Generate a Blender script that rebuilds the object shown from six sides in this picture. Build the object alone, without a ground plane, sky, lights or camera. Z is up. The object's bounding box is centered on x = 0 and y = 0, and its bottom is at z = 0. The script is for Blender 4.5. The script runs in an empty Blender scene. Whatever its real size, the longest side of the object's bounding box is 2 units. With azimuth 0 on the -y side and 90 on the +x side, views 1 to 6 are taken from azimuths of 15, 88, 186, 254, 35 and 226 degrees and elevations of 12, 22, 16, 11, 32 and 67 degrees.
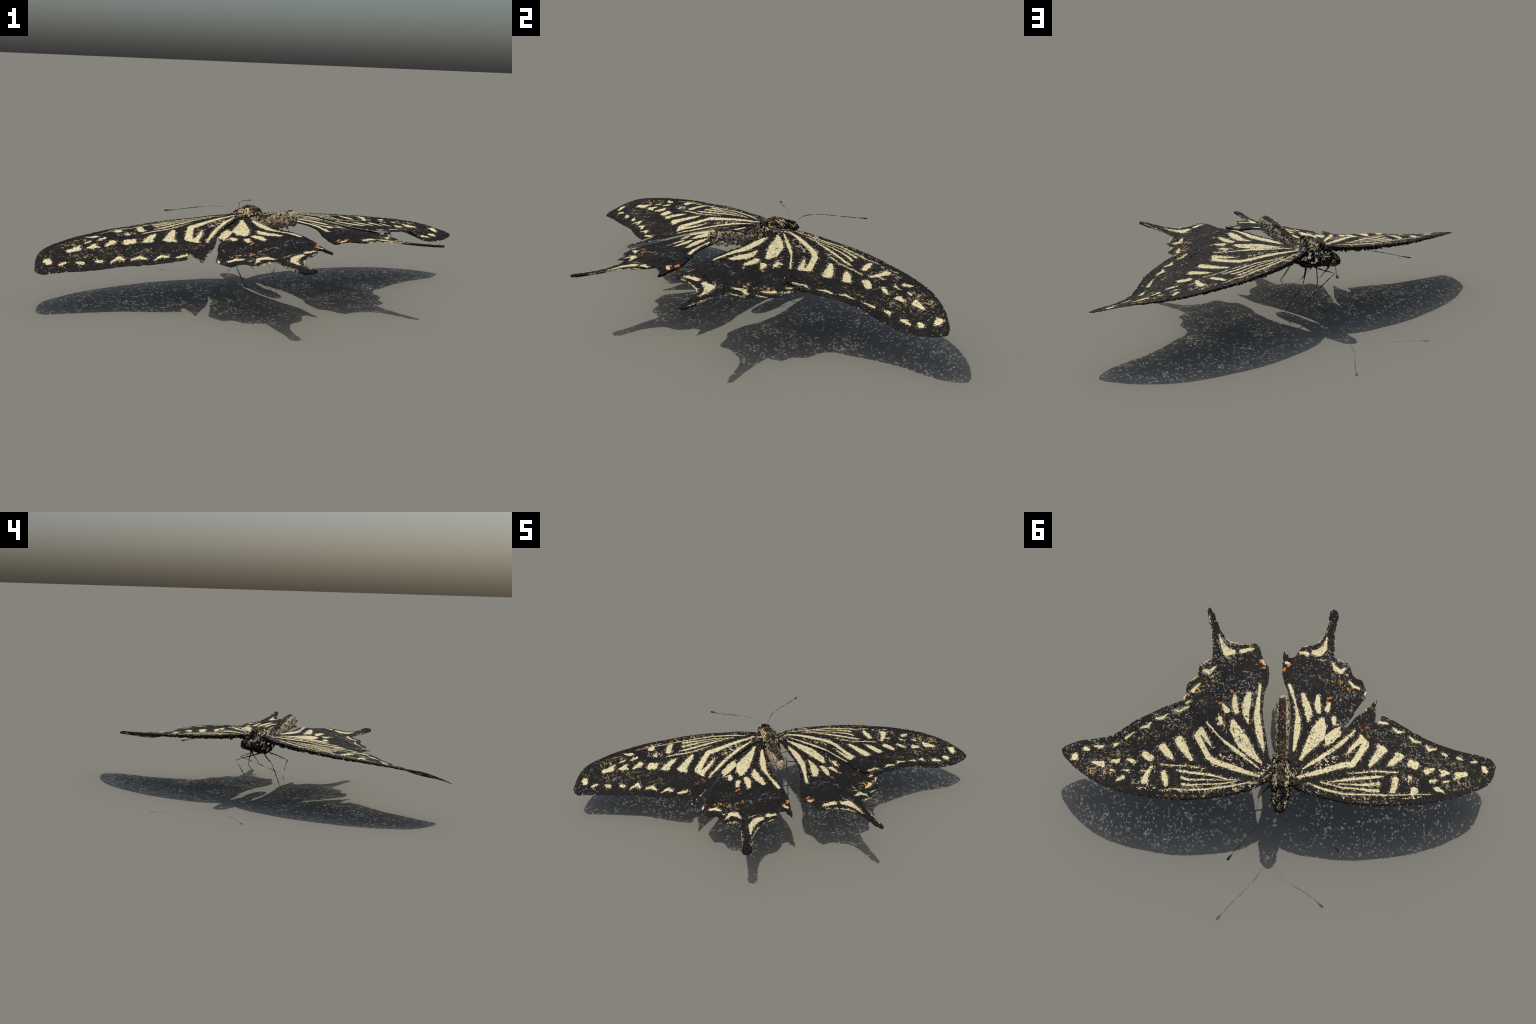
# A spread swallowtail butterfly, dried and a little torn.
# Local frame: x = along the wing span (u), y = from head to tails (v), z = up.
import bpy, math, random
import numpy as np
from mathutils import Vector
from mathutils.geometry import delaunay_2d_cdt
from mathutils import noise as mnoise

RNG = np.random.default_rng(7)
random.seed(7)

# ------------------------------------------------------------------ helpers
def spline(points, step, tension=0.35, closed=True):
    """Cardinal spline through the control points, resampled about every `step`."""
    P = np.array(points, float)
    n = len(P)
    out = []
    for i in range(n if closed else n - 1):
        p0, p1 = P[(i - 1) % n], P[i]
        p2, p3 = P[(i + 1) % n], P[(i + 2) % n]
        if not closed:
            p0 = P[max(i - 1, 0)]; p3 = P[min(i + 2, n - 1)]
        L = np.linalg.norm(p2 - p1)
        m1 = (p2 - p0) / (np.linalg.norm(p2 - p1) + np.linalg.norm(p1 - p0) + 1e-9) * L * 2 * tension
        m2 = (p3 - p1) / (np.linalg.norm(p3 - p2) + L + 1e-9) * L * 2 * tension
        k = max(1, int(round(L / step)))
        for j in range(k):
            t = j / k
            out.append((2*t**3-3*t*t+1)*p1 + (t**3-2*t*t+t)*m1 + (-2*t**3+3*t*t)*p2 + (t**3-t*t)*m2)
    if not closed:
        out.append(P[-1])
    return np.array(out)

def inside(poly, pts):
    x, y = pts[:, 0], pts[:, 1]
    r = np.zeros(len(pts), bool)
    a = poly; b = np.roll(poly, -1, 0)
    for (x1, y1), (x2, y2) in zip(a, b):
        if y1 == y2:
            continue
        c = ((y1 > y) != (y2 > y)) & (x < (x2 - x1) * (y - y1) / (y2 - y1) + x1)
        r ^= c
    return r

def seg_dist(pts, a, b, ra=0.0, rb=0.0):
    ab = b - a
    t = np.clip(((pts - a) @ ab) / max(ab @ ab, 1e-12), 0, 1)
    return np.linalg.norm(pts - a - t[:, None] * ab, axis=1) - (ra + (rb - ra) * t)

def poly_dist(pts, line, closed=False):
    d = np.full(len(pts), 1e9)
    m = len(line)
    for i in range(m if closed else m - 1):
        d = np.minimum(d, seg_dist(pts, line[i], line[(i + 1) % m]))
    return d

def stroke_dist(pts, strokes):
    d = np.full(len(pts), 1e9)
    for _, s in strokes:
        for p, q in zip(s[:-1], s[1:]):
            d = np.minimum(d, seg_dist(pts, np.array(p[:2]), np.array(q[:2]), p[2], q[2]))
    return d

def new_object(name, verts, faces, mat, parent=None, smooth=False):
    me = bpy.data.meshes.new(name)
    me.from_pydata([tuple(v) for v in verts], [], [tuple(int(i) for i in f) for f in faces])
    me.materials.append(mat)
    if smooth:
        me.polygons.foreach_set('use_smooth', [True] * len(me.polygons))
    me.update()
    ob = bpy.data.objects.new(name, me)
    bpy.context.scene.collection.objects.link(ob)
    if parent:
        ob.parent = parent
    return ob

def worm_holes(tris, weight, density, rng, avoid=None):
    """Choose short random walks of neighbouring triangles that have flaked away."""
    edge = {}
    for i, t in enumerate(tris):
        for a, b in ((0, 1), (1, 2), (2, 0)):
            e = (min(t[a], t[b]), max(t[a], t[b]))
            edge.setdefault(e, []).append(i)
    nb = [[] for _ in tris]
    for l in edge.values():
        if len(l) == 2:
            nb[l[0]].append(l[1]); nb[l[1]].append(l[0])
    gone = np.zeros(len(tris), bool)
    for i in np.nonzero(rng.random(len(tris)) < density * weight / 4.5)[0]:
        cur, prev = i, -1
        for _ in range(rng.integers(2, 10)):
            gone[cur] = True
            opt = [k for k in nb[cur] if k != prev and not gone[k]]
            if not opt:
                break
            prev, cur = cur, opt[rng.integers(len(opt))]
    return gone

def two_sided(top, bottom, tris):
    """Close two sheets that share one triangulation into a thin solid with rims."""
    n = len(top)
    V = np.vstack([top, bottom])
    F = [(a, b, c) for a, b, c in tris] + [(c + n, b + n, a + n) for a, b, c in tris]
    cnt = {}
    for a, b, c in tris:
        for e in ((a, b), (b, c), (c, a)):
            cnt[e] = 1
    for (a, b) in list(cnt):
        if (b, a) not in cnt:
            F.append((b, a, a + n, b + n))
    used = np.zeros(2 * n, bool)
    for f in F:
        used[list(f)] = True
    idx = np.cumsum(used) - 1
    return V[used], [tuple(idx[i] for i in f) for f in F]

# ------------------------------------------------------------------ materials
class Graph:
    def __init__(self, tree):
        self.t = tree
    def node(self, kind, **kw):
        n = self.t.nodes.new(kind)
        for k, v in kw.items():
            setattr(n, k, v)
        return n
    def put(self, sock, v):
        if isinstance(v, bpy.types.NodeSocket):
            self.t.links.new(v, sock)
        elif v is not None:
            sock.default_value = v
    def math(self, op, a, b=None, c=None, clamp=False):
        n = self.node('ShaderNodeMath', operation=op, use_clamp=clamp)
        for s, v in zip(n.inputs, (a, b, c)):
            self.put(s, v)
        return n.outputs[0]
    def vec(self, op, a, b=None, c=None):
        n = self.node('ShaderNodeVectorMath', operation=op)
        for s, v in zip(n.inputs, (a, b, c)):
            self.put(s, v)
        return n.outputs['Value'] if op in ('DOT_PRODUCT', 'LENGTH', 'DISTANCE') else n.outputs['Vector']
    def scale(self, a, k):
        n = self.node('ShaderNodeVectorMath', operation='SCALE')
        self.put(n.inputs[0], a); self.put(n.inputs['Scale'], k)
        return n.outputs['Vector']
    def noise(self, vec, scale, detail=2.0, rough=0.5, color=False):
        n = self.node('ShaderNodeTexNoise')
        self.put(n.inputs['Vector'], vec)
        n.inputs['Scale'].default_value = scale
        n.inputs['Detail'].default_value = detail
        n.inputs['Roughness'].default_value = rough
        return n.outputs['Color'] if color else n.outputs[0]
    def step(self, x, lo, hi, a=0.0, b=1.0):
        n = self.node('ShaderNodeMapRange')
        self.put(n.inputs[0], x)
        for i, v in zip((1, 2, 3, 4), (lo, hi, a, b)):
            n.inputs[i].default_value = v
        return n.outputs[0]
    def mix(self, f, a, b):
        n = self.node('ShaderNodeMix', data_type='RGBA')
        self.put(n.inputs[0], f)
        self.put(n.inputs[6], a if isinstance(a, bpy.types.NodeSocket) else (*a, 1))
        self.put(n.inputs[7], b if isinstance(b, bpy.types.NodeSocket) else (*b, 1))
        return n.outputs[2]

def stroke_group():
    """Node group: signed distance to one tapered brush stroke, joined to earlier ones."""
    g = bpy.data.node_groups.new('tapered_stroke', 'ShaderNodeTree')
    itf = g.interface
    for nm, kind in (('Point', 'NodeSocketVector'), ('Start', 'NodeSocketVector'), ('Axis', 'NodeSocketVector'),
                     ('AxisUnit', 'NodeSocketVector'), ('Radius', 'NodeSocketFloat'), ('Taper', 'NodeSocketFloat'),
                     ('Before', 'NodeSocketFloat')):
        itf.new_socket(name=nm, in_out='INPUT', socket_type=kind)
    itf.new_socket(name='Distance', in_out='OUTPUT', socket_type='NodeSocketFloat')
    itf.new_socket(name='PointOut', in_out='OUTPUT', socket_type='NodeSocketVector')
    G = Graph(g)
    i = g.nodes.new('NodeGroupInput'); o = g.nodes.new('NodeGroupOutput')
    # a vanishing nudge makes every stroke wait for the one before (keeps the shader stack small)
    point = G.vec('MULTIPLY_ADD', i.outputs['Before'], (1e-9, 1e-9, 0), i.outputs['Point'])
    g.links.new(point, o.inputs[1])
    rel = G.vec('SUBTRACT', point, i.outputs['Start'])
    t = G.math('ADD', G.vec('DOT_PRODUCT', rel, i.outputs['AxisUnit']), 0.0, clamp=True)
    n = G.node('ShaderNodeVectorMath', operation='SCALE')
    g.links.new(i.outputs['Axis'], n.inputs[0]); g.links.new(t, n.inputs['Scale'])
    d = G.vec('LENGTH', G.vec('SUBTRACT', rel, n.outputs['Vector']))
    r = G.math('MULTIPLY_ADD', t, i.outputs['Taper'], i.outputs['Radius'])
    g.links.new(G.math('MINIMUM', G.math('SUBTRACT', d, r), i.outputs['Before']), o.inputs[0])
    return g

STROKE = stroke_group()

def stroke_field(G, point, strokes):
    prev = 1.0
    for _, s in strokes:
        for p, q in zip(s[:-1], s[1:]):
            ax = (q[0] - p[0], q[1] - p[1], 0.0)
            l2 = max(ax[0] ** 2 + ax[1] ** 2, 1e-8)
            n = G.node('ShaderNodeGroup', node_tree=STROKE)
            G.put(n.inputs['Point'], point)
            n.inputs['Start'].default_value = (p[0], p[1], 0.0)
            n.inputs['Axis'].default_value = ax
            n.inputs['AxisUnit'].default_value = (ax[0] / l2, ax[1] / l2, 0.0)
            n.inputs['Radius'].default_value = p[2]
            n.inputs['Taper'].default_value = q[2] - p[2]
            G.put(n.inputs['Before'], prev)
            prev, point = n.outputs[0], n.outputs[1]
    return prev

BLACK = (0.0115, 0.0113, 0.0112)
SOOT = (0.0135, 0.0115, 0.0098)
CREAM = (0.625, 0.57, 0.33)
PALE = (0.60, 0.485, 0.32)
TAN = (0.40, 0.27, 0.11)
OLIVE = (0.20, 0.17, 0.075)
ORANGE = (0.52, 0.185, 0.045)
BLUE = (0.12, 0.155, 0.195)
GREY = (0.17, 0.17, 0.165)
BROWN = (0.055, 0.037, 0.021)

def start_material(name, rough=0.75):
    m = bpy.data.materials.new(name)
    m.use_nodes = True
    t = m.node_tree
    b = t.nodes['Principled BSDF']
    b.inputs['Roughness'].default_value = rough
    b.inputs['Specular IOR Level'].default_value = 0.12
    return m, Graph(t), b

def shards(G, scale, seed=0.0):
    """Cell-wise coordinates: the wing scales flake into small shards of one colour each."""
    co = G.node('ShaderNodeTexCoord').outputs['Object']
    flat = G.vec('MULTIPLY', co, (1, 1, 0))
    w = G.vec('SUBTRACT', G.noise(flat, 70, 3, color=True), (0.5, 0.5, 0.5))
    warped = G.vec('ADD', flat, G.scale(w, 0.016))
    v = G.node('ShaderNodeTexVoronoi', voronoi_dimensions='2D', feature='F1')
    G.put(v.inputs['Vector'], G.vec('ADD', warped, (seed, seed * 0.7, 0)))
    v.inputs['Scale'].default_value = scale
    centre = G.vec('SUBTRACT', v.outputs['Position'], (seed, seed * 0.7, 0))
    mixn = G.node('ShaderNodeMix', data_type='VECTOR')
    mixn.inputs[0].default_value = 0.45
    G.put(mixn.inputs[4], flat); G.put(mixn.inputs[5], centre)
    sep = G.node('ShaderNodeSeparateColor')
    G.put(sep.inputs[0], v.outputs['Color'])
    return flat, G.vec('MULTIPLY', mixn.outputs[1], (1, 1, 0)), sep.outputs

def wing_material(name, cream, orange, white, powders, seed):
    m, G, bsdf = start_material(name)
    flat, P, rnd = shards(G, 230, seed)
    d = stroke_field(G, P, cream)
    jag = G.math('MULTIPLY_ADD', rnd[0], 0.004, -0.002)
    core = G.math('LESS_THAN', G.math('ADD', d, jag), 0.0)

    def scribble(scale, shift):
        """Thin curly worm lines; compare against a width to get flaked scribbles."""
        n = G.noise(G.vec('ADD', flat, (shift, shift * 0.37, 0)), scale, 1.5)
        return G.math('ABSOLUTE', G.math('SUBTRACT', n, 0.5))
    worm = scribble(48, seed)
    worm2 = scribble(60, seed + 9.1)
    gate = G.step(G.noise(flat, 40, 1), 0.46, 0.60)      # breaks the worm lines into short pieces
    # ground colour: soot black with brown and olive flecks
    big = G.noise(flat, 9, 2)
    col = G.mix(G.step(G.noise(flat, 25, 2), 0.4, 0.7), BLACK, SOOT)
    col = G.mix(G.math('LESS_THAN', worm2, G.math('MULTIPLY', gate, G.step(big, 0.42, 0.75, 0.0, 0.030))), col, BROWN)
    col = G.mix(G.math('LESS_THAN', worm, G.math('MULTIPLY', gate, G.step(G.noise(flat, 14, 2), 0.52, 0.75, 0.0, 0.022))), col, OLIVE)
    # powdered fields (tan apex dusting, blue and grey scales, pinkish cell dusting)
    for k, (colour, strength, soft, strokes) in enumerate(powders):
        pd = stroke_field(G, flat, [('powder', s) for s in strokes])
        prob = G.math('MULTIPLY', gate, G.step(pd, -soft, soft * 0.7, strength * 0.16, 0.0))
        col = G.mix(G.math('LESS_THAN', worm if k % 2 else worm2, prob), col, colour)
    # stray scales around every pale mark
    halo = G.math('LESS_THAN', worm2, G.math('MULTIPLY', gate, G.step(d, -0.001, 0.015, 0.050, 0.0)))
    col = G.mix(halo, col, PALE)
    # pale marks themselves, slightly pink or buff in places, with dark nicks
    pale = G.mix(G.step(G.noise(flat, 30, 3), 0.45, 0.75, 0.0, 0.8), CREAM, PALE)
    pale = G.mix(G.step(rnd[1], 0.0, 1.0, 0.0, 0.3), pale, (0.68, 0.62, 0.39))
    edge = G.math('GREATER_THAN', G.math('ADD', d, jag), -0.0022)
    pale = G.mix(G.math('MULTIPLY', edge, 0.45), pale, TAN)
    col = G.mix(G.step(d, 0.0005, 0.0045, 0.75, 0.0), col, (0.045, 0.030, 0.018))
    col = G.mix(core, col, pale)
    nick = G.math('MULTIPLY', G.math('LESS_THAN', scribble(130, seed + 4.3), 0.028),
                  G.math('GREATER_THAN', G.noise(flat, 75, 2), 0.54))
    col = G.mix(nick, col, SOOT)
    if orange:
        grain = G.step(G.noise(flat, 110, 2), 0.35, 0.65, -0.004, 0.006)
        fleck = G.math('ADD', stroke_field(G, P, orange), G.math('ADD', jag, grain))
        col = G.mix(G.math('LESS_THAN', fleck, 0.0), col, ORANGE)
    if white:
        col = G.mix(G.math('LESS_THAN', G.math('ADD', stroke_field(G, P, white), jag), 0.0), col, (0.56, 0.47, 0.33))
    G.put(bsdf.inputs['Base Color'], col)
    return m

# ------------------------------------------------------------------ wings
class Surface:
    """Smooth sheet (thin-plate spline) stretched over the control posts of one wing."""
    def __init__(self, posts):
        p = np.array(posts)
        self.p = p[:, :2]
        n = len(p)
        A = np.zeros((n + 3, n + 3))
        A[:n, :n] = self.kernel(self.p)
        A[:n, n] = A[n, :n] = 1
        A[:n, n + 1:] = self.p
        A[n + 1:, :n] = self.p.T
        self.s = np.linalg.solve(A, np.r_[p[:, 2], 0, 0, 0])
    def kernel(self, q):
        r = np.linalg.norm(q[:, None] - self.p[None], axis=-1)
        return r * r * np.log(r + 1e-9)
    def __call__(self, q):
        q = np.atleast_2d(np.asarray(q, float))
        n = len(self.p)
        return self.kernel(q) @ self.s[:n] + self.s[n] + q @ self.s[n + 1:]

def right_forewing():
    outline = [
        (0.036, -0.127), (0.056, -0.225), (0.105, -0.229), (0.111, -0.238), (0.090, -0.235), (0.140, -0.261),
        (0.214, -0.287), (0.313, -0.305), (0.412, -0.321), (0.486, -0.326), (0.560, -0.328), (0.647, -0.323),
        (0.739, -0.316), (0.890, -0.292), (1.017, -0.261), (1.096, -0.231), (1.190, -0.190), (1.250, -0.148),
        (1.283, -0.092), (1.311, -0.020), (1.308, 0.013), (1.285, 0.042), (1.262, 0.051), (1.251, 0.023),
        (1.249, 0.053), (1.193, 0.066), (1.104, 0.085), (1.020, 0.109), (0.921, 0.140), (0.831, 0.187),
        (0.754, 0.229), (0.688, 0.263), (0.625, 0.284), (0.609, 0.250), (0.587, 0.231), (0.583, 0.317),
        (0.592, 0.391), (0.563, 0.360), (0.523, 0.314), (0.462, 0.254), (0.422, 0.201), (0.389, 0.146),
        (0.366, 0.110), (0.285, 0.026), (0.203, -0.036), (0.128, -0.094), (0.079, -0.110),
    ]
    posts = [          # span, chord, height of the wing's upper face
        (1.311, -0.020, 0.251), (0.036, -0.127, 0.448), (0.592, 0.391, 0.322), (0.689, -0.316, 0.384), (0.882, 0.071, 0.307),
        (0.432, 0.010, 0.389), (1.043, -0.249, 0.351), (0.325, -0.304, 0.415), (0.668, -0.068, 0.379), (0.668, 0.167, 0.332),
        (1.107, 0.083, 0.251), (0.443, 0.228, 0.365), (0.250, -0.104, 0.430), (0.507, -0.201, 0.405), (0.850, -0.171, 0.369),
        (1.000, -0.068, 0.323), (1.204, -0.165, 0.320), (0.153, -0.261, 0.434), (0.571, 0.053, 0.371), (0.807, 0.198, 0.284),
        (0.389, -0.123, 0.419), (0.293, 0.028, 0.411), (0.743, 0.047, 0.349), (1.150, -0.044, 0.300), (0.571, 0.258, 0.330),
        (0.914, -0.286, 0.365), (0.560, -0.328, 0.397), (0.722, -0.189, 0.383), (0.539, -0.074, 0.393), (0.829, -0.044, 0.346),
        (0.379, 0.119, 0.387), (0.443, -0.310, 0.407), (0.989, 0.113, 0.263), (0.797, -0.279, 0.378), (1.086, -0.141, 0.329),
        (1.225, 0.053, 0.249), (0.529, 0.155, 0.355), (0.614, -0.231, 0.395), (0.261, -0.213, 0.428), (0.143, -0.153, 0.439),
    ]
    cream = [
        ('tip', [(1.235,-0.033,0.016), (1.238,-0.054,0.018)]),
        ('disc', [(1.064,-0.101,0.021), (1.110,-0.092,0.015)]),
        ('disc', [(1.046,-0.125,0.007), (1.070,-0.110,0.015)]),
        ('disc', [(0.985,-0.088,0.018), (1.007,-0.091,0.009)]),
        ('disc', [(0.957,-0.074,0.007), (0.984,-0.094,0.015)]),
        ('disc', [(0.963,-0.114,0.007), (0.984,-0.094,0.015)]),
        ('disc', [(0.872,-0.090,0.015), (0.919,-0.070,0.009)]),
        ('disc', [(0.874,-0.103,0.012), (0.888,-0.090,0.012)]),
        ('disc', [(0.786,-0.038,0.020), (0.805,-0.063,0.022)]),
        ('disc', [(0.773,-0.055,0.014), (0.816,-0.043,0.016)]),
        ('disc', [(0.716,-0.003,0.023), (0.664,-0.058,0.017), (0.644,-0.071,0.007)]),
        ('disc', [(0.702,0.007,0.015), (0.731,-0.001,0.015)]),
        ('disc', [(0.613,0.037,0.027), (0.563,-0.037,0.018), (0.536,-0.075,0.010)]),
        ('disc', [(0.595,0.055,0.016), (0.632,0.030,0.012)]),
        ('apical', [(0.895,-0.159,0.011), (0.931,-0.148,0.005)]),
        ('apical', [(0.975,-0.157,0.006), (1.005,-0.147,0.007)]),
        ('apical', [(0.930,-0.206,0.016), (0.964,-0.220,0.007)]),
        ('band', [(0.794,-0.226,0.023), (0.781,-0.246,0.014)]),
        ('band', [(0.767,-0.137,0.010), (0.780,-0.153,0.007)]),
        ('band', [(0.685,-0.161,0.018), (0.674,-0.210,0.018), (0.664,-0.238,0.014)]),
        ('sub', [(1.164,0.003,0.009), (1.191,0.008,0.007)]),
        ('sub', [(1.082,0.030,0.012), (1.107,0.017,0.006)]),
        ('sub', [(0.993,0.052,0.012), (1.014,0.040,0.006)]),
        ('sub', [(0.889,0.100,0.006), (0.904,0.070,0.012), (0.953,0.085,0.004)]),
        ('sub', [(0.789,0.153,0.006), (0.812,0.125,0.011), (0.855,0.120,0.006)]),
        ('sub', [(0.692,0.202,0.007), (0.716,0.178,0.011), (0.760,0.185,0.004)]),
        ('sub', [(0.603,0.236,0.011), (0.656,0.232,0.007)]),
        ('cell', [(0.111,-0.179,0.007), (0.228,-0.143,0.015), (0.391,-0.083,0.018), (0.429,-0.082,0.018), (0.455,-0.041,0.017), (0.513,0.063,0.021)]),
        ('cell', [(0.489,0.128,0.009), (0.497,0.088,0.020), (0.519,0.075,0.015)]),
        ('cell', [(0.488,0.098,0.018), (0.425,0.029,0.010), (0.405,-0.003,0.005)]),
        ('fold', [(0.450,0.155,0.006), (0.375,0.069,0.011), (0.304,0.002,0.012), (0.228,-0.060,0.012), (0.141,-0.124,0.005)]),
        ('ray', [(0.284,-0.203,0.003), (0.390,-0.181,0.008), (0.547,-0.155,0.010), (0.610,-0.146,0.004)]),
        ('ray', [(0.328,-0.210,0.002), (0.421,-0.209,0.004), (0.489,-0.208,0.007), (0.583,-0.195,0.011)]),
        ('ray', [(0.241,-0.202,0.003), (0.377,-0.233,0.005), (0.464,-0.233,0.005), (0.520,-0.240,0.009), (0.576,-0.240,0.011)]),
        ('ray', [(0.167,-0.212,0.004), (0.253,-0.244,0.007), (0.377,-0.269,0.006), (0.513,-0.267,0.005), (0.638,-0.263,0.004), (0.890,-0.243,0.002)]),
        ('vein', [(0.409,-0.141,0.002), (0.567,-0.114,0.006), (0.700,-0.115,0.003)]),
    ]
    orange = [
    ]
    white = [
    ]
    powders = [(PALE, 0.40, 0.03, [[(0.085, -0.165, 0.030), (0.130, -0.140, 0.015)], [(0.070, -0.120, 0.020), (0.100, -0.110, 0.012)]]),
               (PALE, 0.85, 0.014, [[(0.380, -0.292, 0.003), (0.600, -0.290, 0.003), (0.850, -0.262, 0.004)]]),
               (TAN, 0.75, 0.012, [[(0.420, -0.313, 0.002), (0.700, -0.307, 0.002)]]),
               (OLIVE, 0.8, 0.012, [[(0.130, -0.228, 0.003), (0.220, -0.272, 0.003)]]),
               (PALE, 0.60, 0.012, [[(0.586, 0.250, 0.004), (0.590, 0.370, 0.004)], [(0.560, 0.350, 0.003), (0.480, 0.265, 0.003)]]),
               (TAN, 0.75, 0.03, [[(1.010, -0.178, 0.020), (1.120, -0.155, 0.016)]]),
               (OLIVE, 0.30, 0.04, [[(0.930, -0.020, 0.045), (1.110, -0.040, 0.030)], [(0.780, 0.080, 0.02), (0.830, 0.070, 0.02)], [(1.200, -0.130, 0.02), (1.240, -0.080, 0.02)]]),
               (PALE, 0.42, 0.02, [[(0.230, -0.115, 0.018), (0.330, -0.055, 0.028)], [(0.400, -0.020, 0.016), (0.430, 0.030, 0.018)], [(0.740, -0.150, 0.02), (0.800, -0.170, 0.02)], [(0.150, -0.240, 0.012), (0.280, -0.285, 0.008)]]),
               (ORANGE, 0.22, 0.02, [[(0.505, 0.170, 0.020), (0.530, 0.185, 0.018)]])]
    return dict(outline=outline, cream=cream, orange=orange, white=white, powders=powders, costa=(0.02, 0.36), holes=0.12,
                surface=Surface(posts))

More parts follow.
